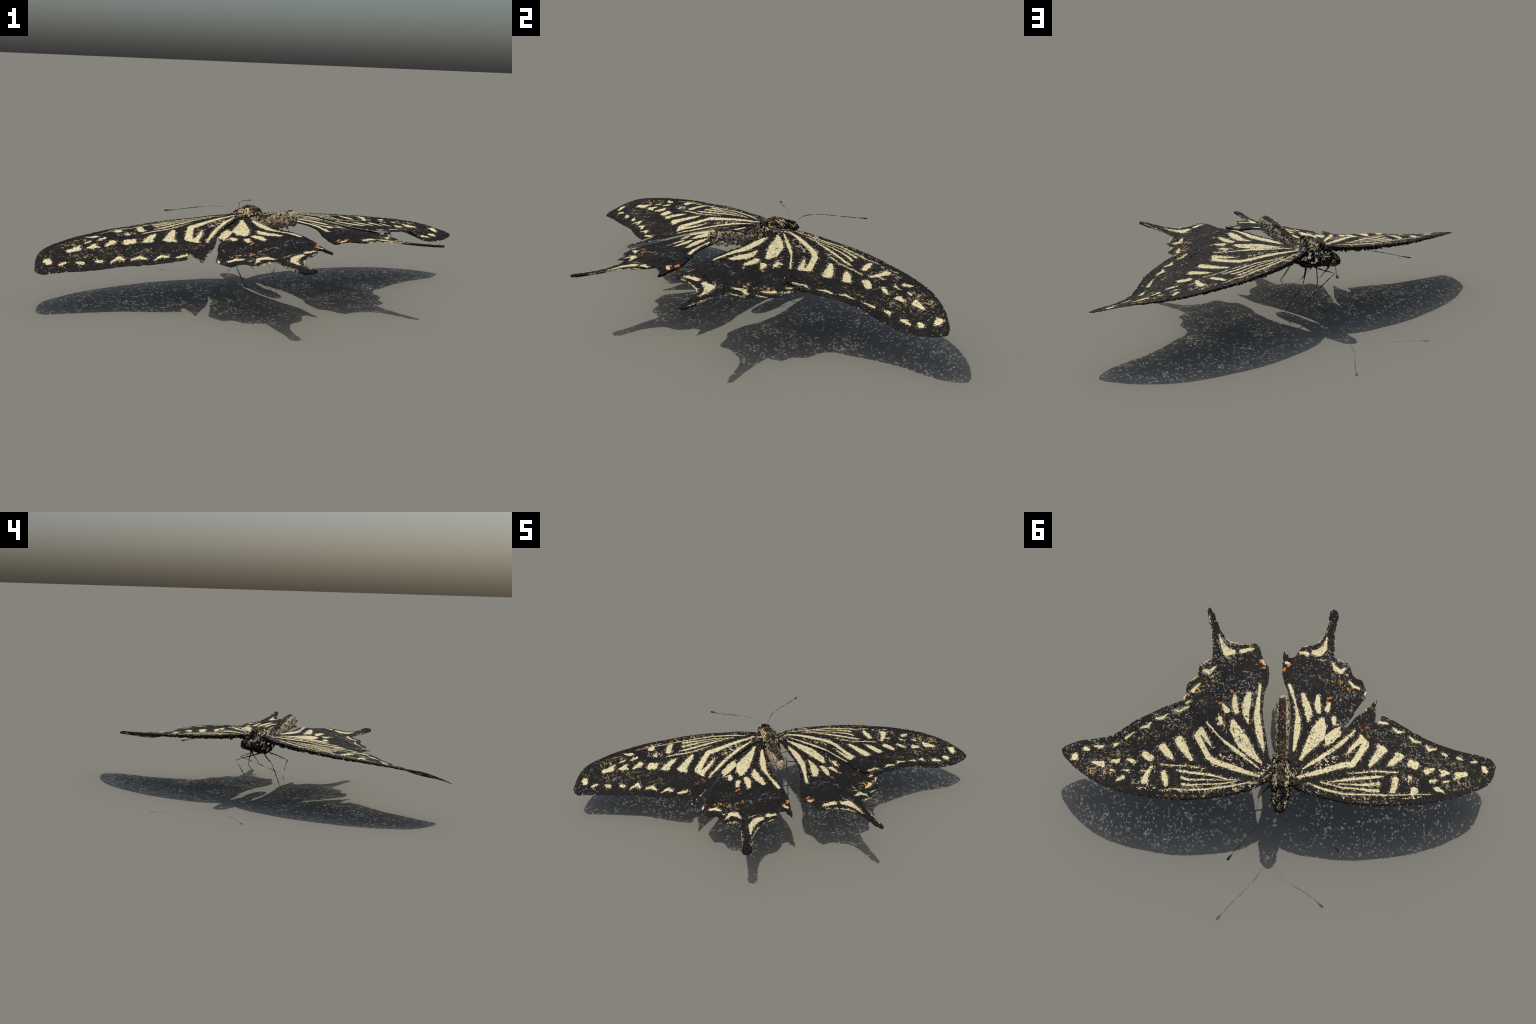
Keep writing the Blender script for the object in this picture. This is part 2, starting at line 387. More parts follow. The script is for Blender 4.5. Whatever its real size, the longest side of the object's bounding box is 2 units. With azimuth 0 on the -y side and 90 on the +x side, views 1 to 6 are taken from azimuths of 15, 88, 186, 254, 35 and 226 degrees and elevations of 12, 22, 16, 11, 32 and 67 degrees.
def left_forewing():
    outline = [
        (-0.040, -0.098), (-0.049, -0.191), (-0.082, -0.209), (-0.109, -0.226), (-0.137, -0.246), (-0.236, -0.275),
        (-0.346, -0.295), (-0.457, -0.309), (-0.596, -0.313), (-0.738, -0.296), (-0.852, -0.279), (-0.968, -0.248),
        (-1.063, -0.207), (-1.149, -0.152), (-1.227, -0.090), (-1.303, -0.007), (-1.317, 0.035), (-1.288, 0.067),
        (-1.218, 0.101), (-1.133, 0.117), (-1.026, 0.132), (-1.012, 0.116), (-1.011, 0.136), (-0.953, 0.164),
        (-0.876, 0.204), (-0.812, 0.234), (-0.778, 0.248), (-0.704, 0.286), (-0.618, 0.313), (-0.581, 0.296),
        (-0.527, 0.301), (-0.477, 0.260), (-0.418, 0.162), (-0.346, 0.069), (-0.197, -0.042), (-0.103, -0.105),
    ]
    posts = [          # span, chord, height of the wing's upper face
        (-1.317, 0.035, 0.293), (-0.049, -0.191, 0.442), (-0.618, 0.313, 0.397), (-0.781, -0.287, 0.382), (-0.437, -0.056, 0.405),
        (-0.931, 0.081, 0.331), (-1.092, -0.187, 0.356), (-0.308, -0.287, 0.420), (-0.695, -0.029, 0.380), (-0.545, -0.308, 0.401),
        (-0.426, 0.176, 0.417), (-0.212, -0.034, 0.443), (-0.899, -0.119, 0.362), (-1.133, 0.117, 0.274), (-0.802, 0.234, 0.375),
        (-0.609, 0.129, 0.392), (-0.577, -0.145, 0.394), (-1.049, -0.029, 0.326), (-1.221, -0.092, 0.334), (-0.330, 0.055, 0.435),
        (-0.201, -0.182, 0.438), (-0.437, -0.203, 0.420), (-0.781, 0.087, 0.370), (-0.952, -0.250, 0.367), (-0.716, -0.166, 0.388),
        (-0.319, -0.119, 0.428), (-0.566, 0.002, 0.390), (-0.502, 0.276, 0.408), (-0.824, -0.024, 0.361), (-0.663, -0.277, 0.392),
        (-0.459, 0.060, 0.402), (-0.684, 0.218, 0.388), (-1.199, 0.023, 0.300), (-0.115, -0.098, 0.446), (-0.899, 0.187, 0.350),
        (-1.026, 0.132, 0.288), (-1.006, -0.124, 0.353), (-0.824, -0.192, 0.382), (-0.942, -0.024, 0.339), (-0.416, -0.303, 0.411),
    ]
    cream = [
        ('tip', [(-1.229,-0.014,0.018), (-1.228,-0.029,0.018)]),
        ('disc', [(-1.107,-0.063,0.010), (-1.060,-0.074,0.019), (-1.046,-0.091,0.010)]),
        ('disc', [(-0.996,-0.052,0.008), (-0.966,-0.058,0.016), (-0.956,-0.048,0.007)]),
        ('disc', [(-0.903,-0.045,0.007), (-0.872,-0.063,0.014), (-0.860,-0.072,0.010)]),
        ('disc', [(-0.800,-0.020,0.020), (-0.766,-0.046,0.022)]),
        ('disc', [(-0.696,0.024,0.023), (-0.661,-0.020,0.020), (-0.637,-0.048,0.010)]),
        ('disc', [(-0.598,0.065,0.027), (-0.559,-0.003,0.021), (-0.519,-0.060,0.010)]),
        ('apical', [(-0.999,-0.118,0.007), (-0.975,-0.124,0.006)]),
        ('apical', [(-0.924,-0.120,0.003), (-0.891,-0.126,0.008)]),
        ('apical', [(-0.959,-0.190,0.004), (-0.921,-0.171,0.014)]),
        ('band', [(-0.755,-0.110,0.011), (-0.776,-0.152,0.014), (-0.789,-0.201,0.019)]),
        ('band', [(-0.681,-0.142,0.014), (-0.667,-0.183,0.018), (-0.658,-0.223,0.012)]),
        ('sub', [(-1.173,0.042,0.016), (-1.158,0.035,0.012)]),
        ('sub', [(-1.121,0.061,0.006), (-1.076,0.056,0.012)]),
        ('sub', [(-0.993,0.064,0.014), (-0.975,0.069,0.007)]),
        ('sub', [(-0.926,0.100,0.010), (-0.877,0.131,0.004)]),
        ('sub', [(-0.839,0.155,0.005), (-0.795,0.162,0.010), (-0.780,0.187,0.004)]),
        ('sub', [(-0.749,0.210,0.006), (-0.711,0.211,0.011), (-0.681,0.238,0.003)]),
        ('sub', [(-0.647,0.264,0.003), (-0.609,0.255,0.009), (-0.555,0.283,0.006)]),
        ('cell', [(-0.116,-0.177,0.007), (-0.189,-0.154,0.012), (-0.274,-0.123,0.017), (-0.384,-0.079,0.017), (-0.420,-0.045,0.016), (-0.458,0.027,0.016), (-0.493,0.093,0.018)]),
        ('cell', [(-0.469,0.140,0.007), (-0.479,0.111,0.019), (-0.496,0.099,0.013)]),
        ('cell', [(-0.465,0.122,0.016), (-0.437,0.073,0.011), (-0.409,0.028,0.005)]),
        ('fold', [(-0.441,0.175,0.003), (-0.368,0.097,0.010), (-0.314,0.037,0.012), (-0.244,-0.025,0.011), (-0.186,-0.073,0.007), (-0.115,-0.131,0.003)]),
        ('ray', [(-0.600,-0.129,0.006), (-0.510,-0.149,0.008), (-0.407,-0.165,0.007), (-0.294,-0.197,0.004), (-0.221,-0.203,0.002)]),
        ('ray', [(-0.571,-0.175,0.006), (-0.536,-0.192,0.009), (-0.473,-0.195,0.005), (-0.372,-0.199,0.003), (-0.294,-0.200,0.002)]),
        ('ray', [(-0.562,-0.219,0.008), (-0.528,-0.227,0.006), (-0.460,-0.226,0.004), (-0.348,-0.224,0.004), (-0.243,-0.209,0.003)]),
        ('ray', [(-0.639,-0.247,0.003), (-0.543,-0.256,0.005), (-0.431,-0.256,0.006), (-0.292,-0.239,0.005), (-0.165,-0.215,0.003)]),
        ('vein', [(-0.708,-0.092,0.002), (-0.639,-0.096,0.004), (-0.525,-0.103,0.003), (-0.438,-0.126,0.002)]),
    ]
    orange = [
    ]
    white = [
    ]
    powders = [(PALE, 0.40, 0.03, [[(-0.085, -0.165, 0.030), (-0.130, -0.140, 0.015)], [(-0.070, -0.120, 0.020), (-0.100, -0.110, 0.012)]]),
               (PALE, 0.85, 0.014, [[(-0.250, -0.252, 0.003), (-0.420, -0.272, 0.003), (-0.850, -0.238, 0.004)]]),
               (TAN, 0.75, 0.012, [[(-0.420, -0.297, 0.002), (-0.700, -0.289, 0.002)]]),
               (OLIVE, 0.8, 0.012, [[(-0.110, -0.208, 0.003), (-0.250, -0.265, 0.003)]]),
               (TAN, 0.75, 0.03, [[(-1.010, -0.140, 0.016), (-1.120, -0.115, 0.020)]]),
               (OLIVE, 0.30, 0.04, [[(-0.930, -0.010, 0.045), (-1.110, -0.020, 0.030)], [(-0.760, 0.110, 0.03), (-0.900, 0.060, 0.03)], [(-1.200, -0.090, 0.02), (-1.240, -0.050, 0.02)]]),
               (PALE, 0.42, 0.02, [[(-0.230, -0.105, 0.018), (-0.330, -0.045, 0.028)], [(-0.400, 0.000, 0.016), (-0.430, 0.050, 0.014)], [(-0.740, -0.130, 0.02), (-0.800, -0.130, 0.02)], [(-0.130, -0.225, 0.012), (-0.280, -0.265, 0.008)], [(-0.730, -0.225, 0.01), (-0.850, -0.200, 0.01)]]),
               (TAN, 0.40, 0.02, [[(-0.560, 0.285, 0.014), (-0.600, 0.270, 0.010)]]),
               (ORANGE, 0.22, 0.02, [[(-0.545, 0.100, 0.012), (-0.555, 0.150, 0.014)]])]
    return dict(outline=outline, cream=cream, orange=orange, white=white, powders=powders, costa=(0.02, 0.40), holes=0.13,
                surface=Surface(posts))

def right_hindwing():
    outline = [
        (0.036, -0.139), (0.069, -0.089), (0.075, -0.068), (0.082, 0.100), (0.073, 0.194), (0.060, 0.288),
        (0.044, 0.386), (0.020, 0.454), (0.008, 0.534), (0.011, 0.597), (0.014, 0.611), (0.009, 0.647),
        (0.018, 0.682), (0.027, 0.660), (0.040, 0.657), (0.045, 0.634), (0.061, 0.631), (0.088, 0.644),
        (0.105, 0.674), (0.134, 0.712), (0.170, 0.729), (0.188, 0.727), (0.230, 0.755), (0.266, 0.811),
        (0.284, 0.867), (0.296, 0.927), (0.308, 0.981), (0.327, 0.996), (0.351, 0.984), (0.359, 0.947),
        (0.348, 0.908), (0.339, 0.836), (0.334, 0.733), (0.331, 0.669), (0.363, 0.649), (0.405, 0.636),
        (0.429, 0.608), (0.446, 0.552), (0.470, 0.533), (0.504, 0.522), (0.519, 0.478), (0.532, 0.438),
        (0.521, 0.400), (0.503, 0.372), (0.467, 0.316), (0.436, 0.252), (0.400, 0.200), (0.376, 0.173),
        (0.376, 0.152), (0.356, 0.092), (0.292, 0.006), (0.203, -0.057), (0.123, -0.133), (0.068, -0.191),
    ]
    posts = [          # span, chord, height of the wing's upper face
        (0.532, 0.438, 0.324), (0.068, -0.191, 0.443), (0.327, 0.996, 0.385), (0.012, 0.557, 0.399), (0.202, 0.198, 0.415),
        (0.312, 0.677, 0.365), (0.254, 0.437, 0.398), (0.237, -0.031, 0.412), (0.426, 0.238, 0.358), (0.052, 0.348, 0.435),
        (0.131, 0.707, 0.400), (0.083, 0.059, 0.434), (0.351, 0.088, 0.386), (0.400, 0.537, 0.352), (0.276, 0.836, 0.376),
        (0.162, 0.557, 0.403), (0.395, 0.388, 0.365), (0.294, 0.298, 0.394), (0.069, 0.218, 0.433), (0.113, -0.071, 0.435),
        (0.175, 0.338, 0.418), (0.281, 0.557, 0.378), (0.017, 0.677, 0.388), (0.096, 0.457, 0.424), (0.197, 0.078, 0.416),
        (0.312, 0.188, 0.393), (0.228, 0.747, 0.382), (0.215, 0.647, 0.385), (0.405, 0.636, 0.346), (0.479, 0.338, 0.340),
        (0.091, 0.617, 0.404), (0.347, 0.896, 0.367), (0.127, 0.138, 0.427), (0.488, 0.517, 0.325), (0.334, 0.766, 0.359),
        (0.342, 0.467, 0.373), (0.276, 0.049, 0.403), (0.144, 0.258, 0.421), (0.149, 0.009, 0.425), (0.378, 0.308, 0.370),
    ]
    cream = [
        ('heart', [(0.122,-0.065,0.005), (0.178,0.031,0.028), (0.225,0.108,0.047), (0.244,0.170,0.034), (0.254,0.210,0.015)]),
        ('cell', [(0.276,0.044,0.006), (0.298,0.088,0.030), (0.344,0.140,0.026), (0.360,0.170,0.007)]),
        ('cell', [(0.325,0.227,0.016), (0.325,0.193,0.011)]),
        ('cell', [(0.296,0.324,0.010), (0.283,0.279,0.016)]),
        ('cell', [(0.227,0.366,0.011), (0.225,0.305,0.020), (0.232,0.263,0.014)]),
        ('cell', [(0.137,0.366,0.013), (0.158,0.298,0.023), (0.174,0.235,0.021), (0.167,0.186,0.004)]),
        ('fold', [(0.054,0.427,0.011), (0.070,0.379,0.010), (0.094,0.291,0.006), (0.107,0.210,0.014), (0.105,0.133,0.019), (0.084,-0.006,0.008)]),
        ('moon', [(0.283,0.796,0.004), (0.271,0.724,0.014), (0.239,0.686,0.026), (0.206,0.677,0.018)]),
        ('moon', [(0.117,0.671,0.007), (0.156,0.666,0.016)]),
        ('moon', [(0.319,0.624,0.003), (0.338,0.580,0.016), (0.368,0.562,0.016), (0.395,0.589,0.009)]),
        ('moon', [(0.423,0.504,0.006), (0.451,0.472,0.011), (0.483,0.463,0.009)]),
        ('rim', [(0.140,0.713,0.004), (0.171,0.726,0.003)]),
        ('rim', [(0.194,0.734,0.003), (0.239,0.765,0.004), (0.267,0.814,0.003), (0.293,0.907,0.002)]),
        ('rim', [(0.334,0.673,0.004), (0.360,0.648,0.006), (0.405,0.638,0.003)]),
        ('rim', [(0.345,0.875,0.002), (0.334,0.747,0.002)]),
        ('rim', [(0.519,0.421,0.006), (0.526,0.442,0.006)]),
    ]
    orange = [
        ('orange', [(0.017,0.544,0.009), (0.024,0.558,0.006)]),
        ('orange', [(0.047,0.578,0.009), (0.058,0.593,0.004)]),
        ('orange', [(0.289,0.359,0.006), (0.313,0.370,0.006)]),
        ('orange', [(0.408,0.454,0.005), (0.426,0.436,0.005)]),
    ]
    white = [
        ('white', [(0.032,0.600,0.011), (0.047,0.595,0.009)]),
    ]
    powders = [(BLUE, 0.45, 0.02, [[(0.228, 0.503, 0.010), (0.245, 0.500, 0.014)]]),
               (GREY, 0.25, 0.04, [[(0.100, 0.500, 0.020), (0.160, 0.490, 0.030)]]),
               (BLUE, 0.05, 0.04, [[(0.120, 0.480, 0.03), (0.300, 0.470, 0.03)], [(0.400, 0.330, 0.03), (0.440, 0.280, 0.02)]]),
               (PALE, 0.35, 0.02, [[(0.195, 0.640, 0.006), (0.280, 0.630, 0.008)], [(0.330, 0.220, 0.02), (0.345, 0.180, 0.02)], [(0.330, 0.545, 0.006), (0.400, 0.540, 0.008)]]),
               (TAN, 0.40, 0.02, [[(0.330, 0.520, 0.01), (0.440, 0.430, 0.012)], [(0.500, 0.400, 0.01), (0.520, 0.430, 0.012)], [(0.280, 0.490, 0.01), (0.330, 0.480, 0.01)]])]
    return dict(outline=outline, cream=cream, orange=orange, white=white, powders=powders, costa=None, holes=0.13,
                surface=Surface(posts))

def left_hindwing():
    outline = [
        (-0.017, -0.120), (-0.055, -0.072), (-0.078, 0.059), (-0.094, 0.149), (-0.105, 0.244), (-0.097, 0.359),
        (-0.079, 0.430), (-0.072, 0.511), (-0.079, 0.561), (-0.097, 0.584), (-0.116, 0.618), (-0.129, 0.661),
        (-0.138, 0.688), (-0.156, 0.709), (-0.186, 0.705), (-0.221, 0.698), (-0.269, 0.713), (-0.317, 0.727),
        (-0.348, 0.753), (-0.380, 0.799), (-0.406, 0.864), (-0.423, 0.909), (-0.436, 0.932), (-0.455, 0.955),
        (-0.466, 0.941), (-0.461, 0.896), (-0.447, 0.831), (-0.434, 0.748), (-0.425, 0.671), (-0.426, 0.626),
        (-0.455, 0.603), (-0.502, 0.577), (-0.509, 0.536), (-0.517, 0.505), (-0.551, 0.474), (-0.575, 0.441),
        (-0.581, 0.381), (-0.596, 0.347), (-0.628, 0.312), (-0.653, 0.280), (-0.577, 0.295), (-0.532, 0.224),
        (-0.421, 0.100), (-0.273, -0.031), (-0.157, -0.117), (-0.061, -0.174),
    ]
    posts = [          # span, chord, height of the wing's upper face
        (-0.653, 0.280, 0.384), (-0.017, -0.120, 0.447), (-0.455, 0.955, 0.448), (-0.076, 0.481, 0.423), (-0.284, 0.158, 0.429),
        (-0.434, 0.585, 0.406), (-0.204, 0.699, 0.436), (-0.423, 0.348, 0.404), (-0.231, -0.060, 0.428), (-0.108, 0.272, 0.451),
        (-0.081, 0.073, 0.449), (-0.274, 0.471, 0.441), (-0.386, 0.775, 0.430), (-0.482, 0.168, 0.397), (-0.575, 0.441, 0.378),
        (-0.257, 0.310, 0.437), (-0.343, 0.035, 0.420), (-0.300, 0.604, 0.429), (-0.167, 0.576, 0.443), (-0.167, 0.395, 0.448),
        (-0.204, 0.063, 0.439), (-0.530, 0.282, 0.391), (-0.380, 0.234, 0.412), (-0.396, 0.471, 0.409), (-0.113, -0.041, 0.440),
        (-0.156, 0.168, 0.444), (-0.386, 0.130, 0.412), (-0.306, 0.708, 0.429), (-0.327, 0.386, 0.428), (-0.492, 0.500, 0.389),
        (-0.450, 0.851, 0.436), (-0.412, 0.680, 0.419), (-0.124, -0.136, 0.437), (-0.508, 0.376, 0.386), (-0.594, 0.348, 0.383),
        (-0.225, 0.225, 0.435), (-0.188, 0.490, 0.451), (-0.129, 0.651, 0.432), (-0.348, 0.538, 0.422), (-0.087, 0.566, 0.410),
    ]
    cream = [
        ('heart', [(-0.280,0.178,0.014), (-0.267,0.127,0.032), (-0.212,0.033,0.039), (-0.154,-0.045,0.022), (-0.105,-0.092,0.006)]),
        ('cell', [(-0.346,0.290,0.008), (-0.319,0.251,0.017)]),
        ('cell', [(-0.276,0.342,0.011), (-0.274,0.289,0.019), (-0.262,0.238,0.014)]),
        ('cell', [(-0.191,0.352,0.016), (-0.202,0.287,0.026), (-0.206,0.231,0.021), (-0.189,0.163,0.004)]),
        ('cell', [(-0.361,0.207,0.012), (-0.352,0.170,0.011)]),
        ('fold', [(-0.125,0.416,0.010), (-0.129,0.344,0.009), (-0.139,0.216,0.018), (-0.121,0.089,0.021), (-0.093,-0.012,0.007)]),
        ('moon', [(-0.389,0.768,0.004), (-0.367,0.708,0.011), (-0.335,0.651,0.026), (-0.299,0.650,0.018)]),
        ('moon', [(-0.243,0.652,0.016), (-0.174,0.670,0.007)]),
        ('moon', [(-0.473,0.537,0.011), (-0.440,0.522,0.016), (-0.400,0.559,0.004)]),
        ('moon', [(-0.538,0.401,0.013), (-0.495,0.453,0.004)]),
        ('rim', [(-0.348,0.750,0.002), (-0.314,0.721,0.004), (-0.269,0.710,0.003)]),
        ('rim', [(-0.251,0.703,0.003), (-0.186,0.704,0.003)]),
        ('rim', [(-0.499,0.573,0.003), (-0.455,0.599,0.004), (-0.428,0.626,0.003)]),
        ('rim', [(-0.590,0.347,0.008), (-0.580,0.374,0.006)]),
        ('moon', [(-0.571,0.316,0.008), (-0.553,0.326,0.004)]),
        ('rim', [(-0.550,0.471,0.003), (-0.511,0.504,0.003)]),
        ('rim', [(-0.454,0.896,0.002), (-0.429,0.703,0.002)]),
    ]
    orange = [
        ('orange', [(-0.131,0.595,0.006), (-0.121,0.577,0.006)]),
        ('orange', [(-0.105,0.547,0.008), (-0.097,0.558,0.004)]),
        ('orange', [(-0.297,0.382,0.005), (-0.290,0.373,0.006)]),
        ('orange', [(-0.367,0.305,0.007), (-0.352,0.306,0.007)]),
        ('orange', [(-0.509,0.417,0.008), (-0.497,0.406,0.005)]),
    ]
    white = [
        ('white', [(-0.115,0.596,0.008), (-0.100,0.574,0.006)]),
    ]
    powders = [(BLUE, 0.45, 0.02, [[(-0.300, 0.465, 0.010), (-0.315, 0.462, 0.014)]]),
               (GREY, 0.25, 0.04, [[(-0.180, 0.450, 0.020), (-0.230, 0.440, 0.030)]]),
               (BLUE, 0.05, 0.04, [[(-0.150, 0.470, 0.03), (-0.350, 0.420, 0.03)], [(-0.420, 0.300, 0.03), (-0.450, 0.250, 0.02)]]),
               (PALE, 0.40, 0.02, [[(-0.300, 0.615, 0.008), (-0.370, 0.600, 0.012)], [(-0.360, 0.220, 0.02), (-0.350, 0.170, 0.02)], [(-0.400, 0.500, 0.012), (-0.450, 0.480, 0.012)]]),
               (PALE, 0.60, 0.015, [[(-0.320, 0.110, 0.006), (-0.350, 0.160, 0.010)]]),
               (TAN, 0.45, 0.02, [[(-0.370, 0.510, 0.01), (-0.500, 0.400, 0.018)], [(-0.560, 0.380, 0.012), (-0.590, 0.340, 0.016)]])]
    return dict(outline=outline, cream=cream, orange=orange, white=white, powders=powders, costa=None, holes=0.14,
                surface=Surface(posts))

FLAKES = []          # loose scale flakes gathered while the wings are built

def build_wing(name, outline, surf, marks, costa_n, seed, density, mat, root, under=None, tufts=True):
    rng = np.random.default_rng(seed)
    step = 0.0048
    rim = spline(outline, step)
    rim += rng.normal(0, 0.0011, rim.shape)
    lo, hi = rim.min(0), rim.max(0)
    xs = np.arange(lo[0], hi[0], step)
    ys = np.arange(lo[1], hi[1], step * 0.866)
    g = np.array([(x + (step / 2 if j % 2 else 0), y) for j, y in enumerate(ys) for x in xs])
    g += rng.normal(0, step * 0.22, g.shape)
    g = g[inside(rim, g)]
    g = g[poly_dist(g, rim, True) > step * 0.45]
    pts = np.vstack([rim, g])
    vs, _, fs, *_ = delaunay_2d_cdt([Vector(p) for p in pts], [], [list(range(len(rim)))], 1, 1e-6)
    V = np.array([(v[0], v[1]) for v in vs])
    T = np.array([f for f in fs if len(f) == 3])
    area = np.cross(V[T[:, 1]] - V[T[:, 0]], V[T[:, 2]] - V[T[:, 0]])
    T[area < 0] = T[area < 0][:, ::-1]
    C = V[T].mean(1)
    T = T[inside(rim, C)]
    C = V[T].mean(1)
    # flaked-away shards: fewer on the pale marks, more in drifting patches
    d = stroke_dist(C, marks)
    drift = np.array([mnoise.noise(Vector((c[0] * 7, c[1] * 7, seed))) for c in C])
    fine = np.array([mnoise.noise(Vector((c[0] * 22, c[1] * 22, seed + 5))) for c in C])
    w = np.clip(0.75 + 1.1 * drift + 0.9 * fine, 0.1, 2.2) * np.where(d < 0, 0.3, 1.0)
    w *= np.clip((np.abs(C[:, 0]) + 0.02) / 0.15, 0.35, 1)
    gone = worm_holes(T, w, density, rng)
    T = T[~gone]
    z = surf(V)
    if under is not None:
        # the hindwing tucks below the forewing where they overlap
        o_rim, o_c = under
        ins = inside(o_rim, V)
        dist = poly_dist(V, o_rim, True)
        lift = np.maximum(0, z - (o_c(V) - 0.0055))
        z = z - lift * np.where(ins, 1.0, np.clip(1 - dist / 0.012, 0, 1))
    costa = rim[:int(len(rim) * costa_n[1])][int(len(rim) * costa_n[0]):] if costa_n else None
    t = 0.0032 + 0.010 * np.exp(-np.abs(V[:, 0]) / 0.09)
    t += 0.006 * np.clip((V[:, 1] - 0.72) / 0.12, 0, 1)          # the tails are thick, curled strips
    if costa is not None:
        dc = poly_dist(V, costa)
        t += np.clip(1.25 - np.abs(V[:, 0]), 0.25, 1) * 0.019 * np.exp(-(dc / 0.016) ** 2)
        # the lip under the leading edge is torn into an uneven skirt
        wave = np.array([mnoise.noise(Vector((p[0] * 30, p[1] * 30, seed))) + 0.6 * mnoise.noise(Vector((p[0] * 95, p[1] * 95, seed))) for p in V])
        t *= 1 + np.exp(-(dc / 0.014) ** 2) * (0.45 * wave + rng.normal(0, 0.10, len(V)))
    top = np.column_stack([V, z + rng.normal(0, 0.0004, len(V))])
    bot = np.column_stack([V, z - t + rng.normal(0, 0.0006, len(V))])
    verts, faces = two_sided(top, bot, T)
    ob = new_object(name, verts, faces, mat, root, smooth=True)
    ob.data.set_sharp_from_angle(angle=math.radians(50))
    if tufts:
        rim_z = surf(rim)
        # ragged scales standing off the rim and the leading edge
        for i in range(len(rim)):
            k = 1.6 if costa is not None and i < len(rim) * costa_n[1] else 0.12
            for _ in range(int(k) + (rng.random() < k % 1)):
                p = rim[i]
                base = np.array([p[0], p[1], rim_z[i] - rng.random() * 0.024 * np.clip(1.3 - abs(p[0]), 0.3, 1) * (k > .3)])
                FLAKES.append((base, name, rng.random() < 0.22))
    return ob, rim

# ------------------------------------------------------------------ body
# stations along the body: v, centre u, top z, bottom z, half width
STATIONS = [(-0.380, 0.012, 0.408, 0.392, 0.007), (-0.371, 0.012, 0.417, 0.382, 0.021), (-0.355, 0.012, 0.427, 0.374, 0.034),
            (-0.332, 0.012, 0.437, 0.368, 0.043), (-0.300, 0.012, 0.448, 0.360, 0.046),
            (-0.270, 0.012, 0.463, 0.352, 0.052), (-0.235, 0.012, 0.477, 0.344, 0.058),
            (-0.190, 0.012, 0.487, 0.330, 0.062), (-0.140, 0.011, 0.491, 0.316, 0.062), (-0.090, 0.010, 0.483, 0.310, 0.056),
            (-0.045, 0.010, 0.461, 0.320, 0.047), (-0.005, 0.011, 0.451, 0.358, 0.038), (0.040, 0.014, 0.456, 0.388, 0.035),
            (0.080, 0.014, 0.470, 0.398, 0.036), (0.120, 0.014, 0.486, 0.408, 0.039), (0.160, 0.014, 0.500, 0.418, 0.041),
            (0.205, 0.014, 0.514, 0.427, 0.040), (0.250, 0.015, 0.526, 0.436, 0.036), (0.280, 0.017, 0.532, 0.449, 0.029),
            (0.303, 0.019, 0.524, 0.468, 0.018), (0.318, 0.020, 0.513, 0.488, 0.009)]
NECK, WAIST = -0.287, -0.012

def body_shell():
    S = np.array(STATIONS)
    v = np.arange(S[0, 0], S[-1, 0] + 1e-6, 0.0072)
    k = np.searchsorted(S[:, 0], v).clip(1, len(S) - 1)
    curve = spline(S, 0.0015, 0.5, closed=False)
    col = [np.interp(v, curve[:, 0], curve[:, i]) for i in range(1, 5)]
    n = 44
    rng = np.random.default_rng(31)
    rings = []
    for i, y in enumerate(v):
        cu, zt, zb, hw = (c[i] for c in col)
        for j in range(n):
            a = 2 * math.pi * (j + 0.5 * (i % 2)) / n
            s, c = math.sin(a), math.cos(a)
            ex = math.copysign(abs(c) ** 0.85, c); ez = math.copysign(abs(s) ** 0.9, s)
            narrow = 1.0
            if y < 0 and s > 0:          # thorax back narrows between the wing bases
                narrow = 1 - 0.38 * s
            p = np.array([cu + hw * ex * narrow, y, (zt + zb) / 2 + (zt - zb) / 2 * ez])
            q = Vector(p * 38)
            rough = 0.0055 if y < WAIST else 0.0026
            if y > WAIST:                # abdomen segment rings
                p[2] += 0.0022 * math.sin(y * 2 * math.pi / 0.036) * (s > 0)
            o = np.array([cu, y, (zt + zb) / 2])
            r = p - o; L = np.linalg.norm(r) + 1e-6
            p = o + r * (1 + rough * (1.6 * mnoise.noise(q) - 0.4 + rng.normal(0, 0.45)) / max(L, 0.02))
            rings.append(p)
    V = np.array(rings)
    V[:, 1] += rng.normal(0, 0.0013, len(V))
    F = []
    m = len(v)
    for i in range(m - 1):
        for j in range(n):
            a, b = i * n + j, i * n + (j + 1) % n
            c, d = a + n, b + n
            if i % 2 == 0:
                F += [(a, c, b), (b, c, d)]
            else:
                F += [(a, d, b), (a, c, d)]
    V = np.vstack([V, [[col[0][0], v[0] - 0.004, (col[1][0] + col[2][0]) / 2], [col[0][-1], v[-1] + 0.004, (col[1][-1] + col[2][-1]) / 2]]])
    for j in range(n):
        F.append((j, (j + 1) % n, m * n))
        F.append(((m - 1) * n + (j + 1) % n, (m - 1) * n + j, m * n + 1))
    return V, np.array(F)[:, ::-1], rng

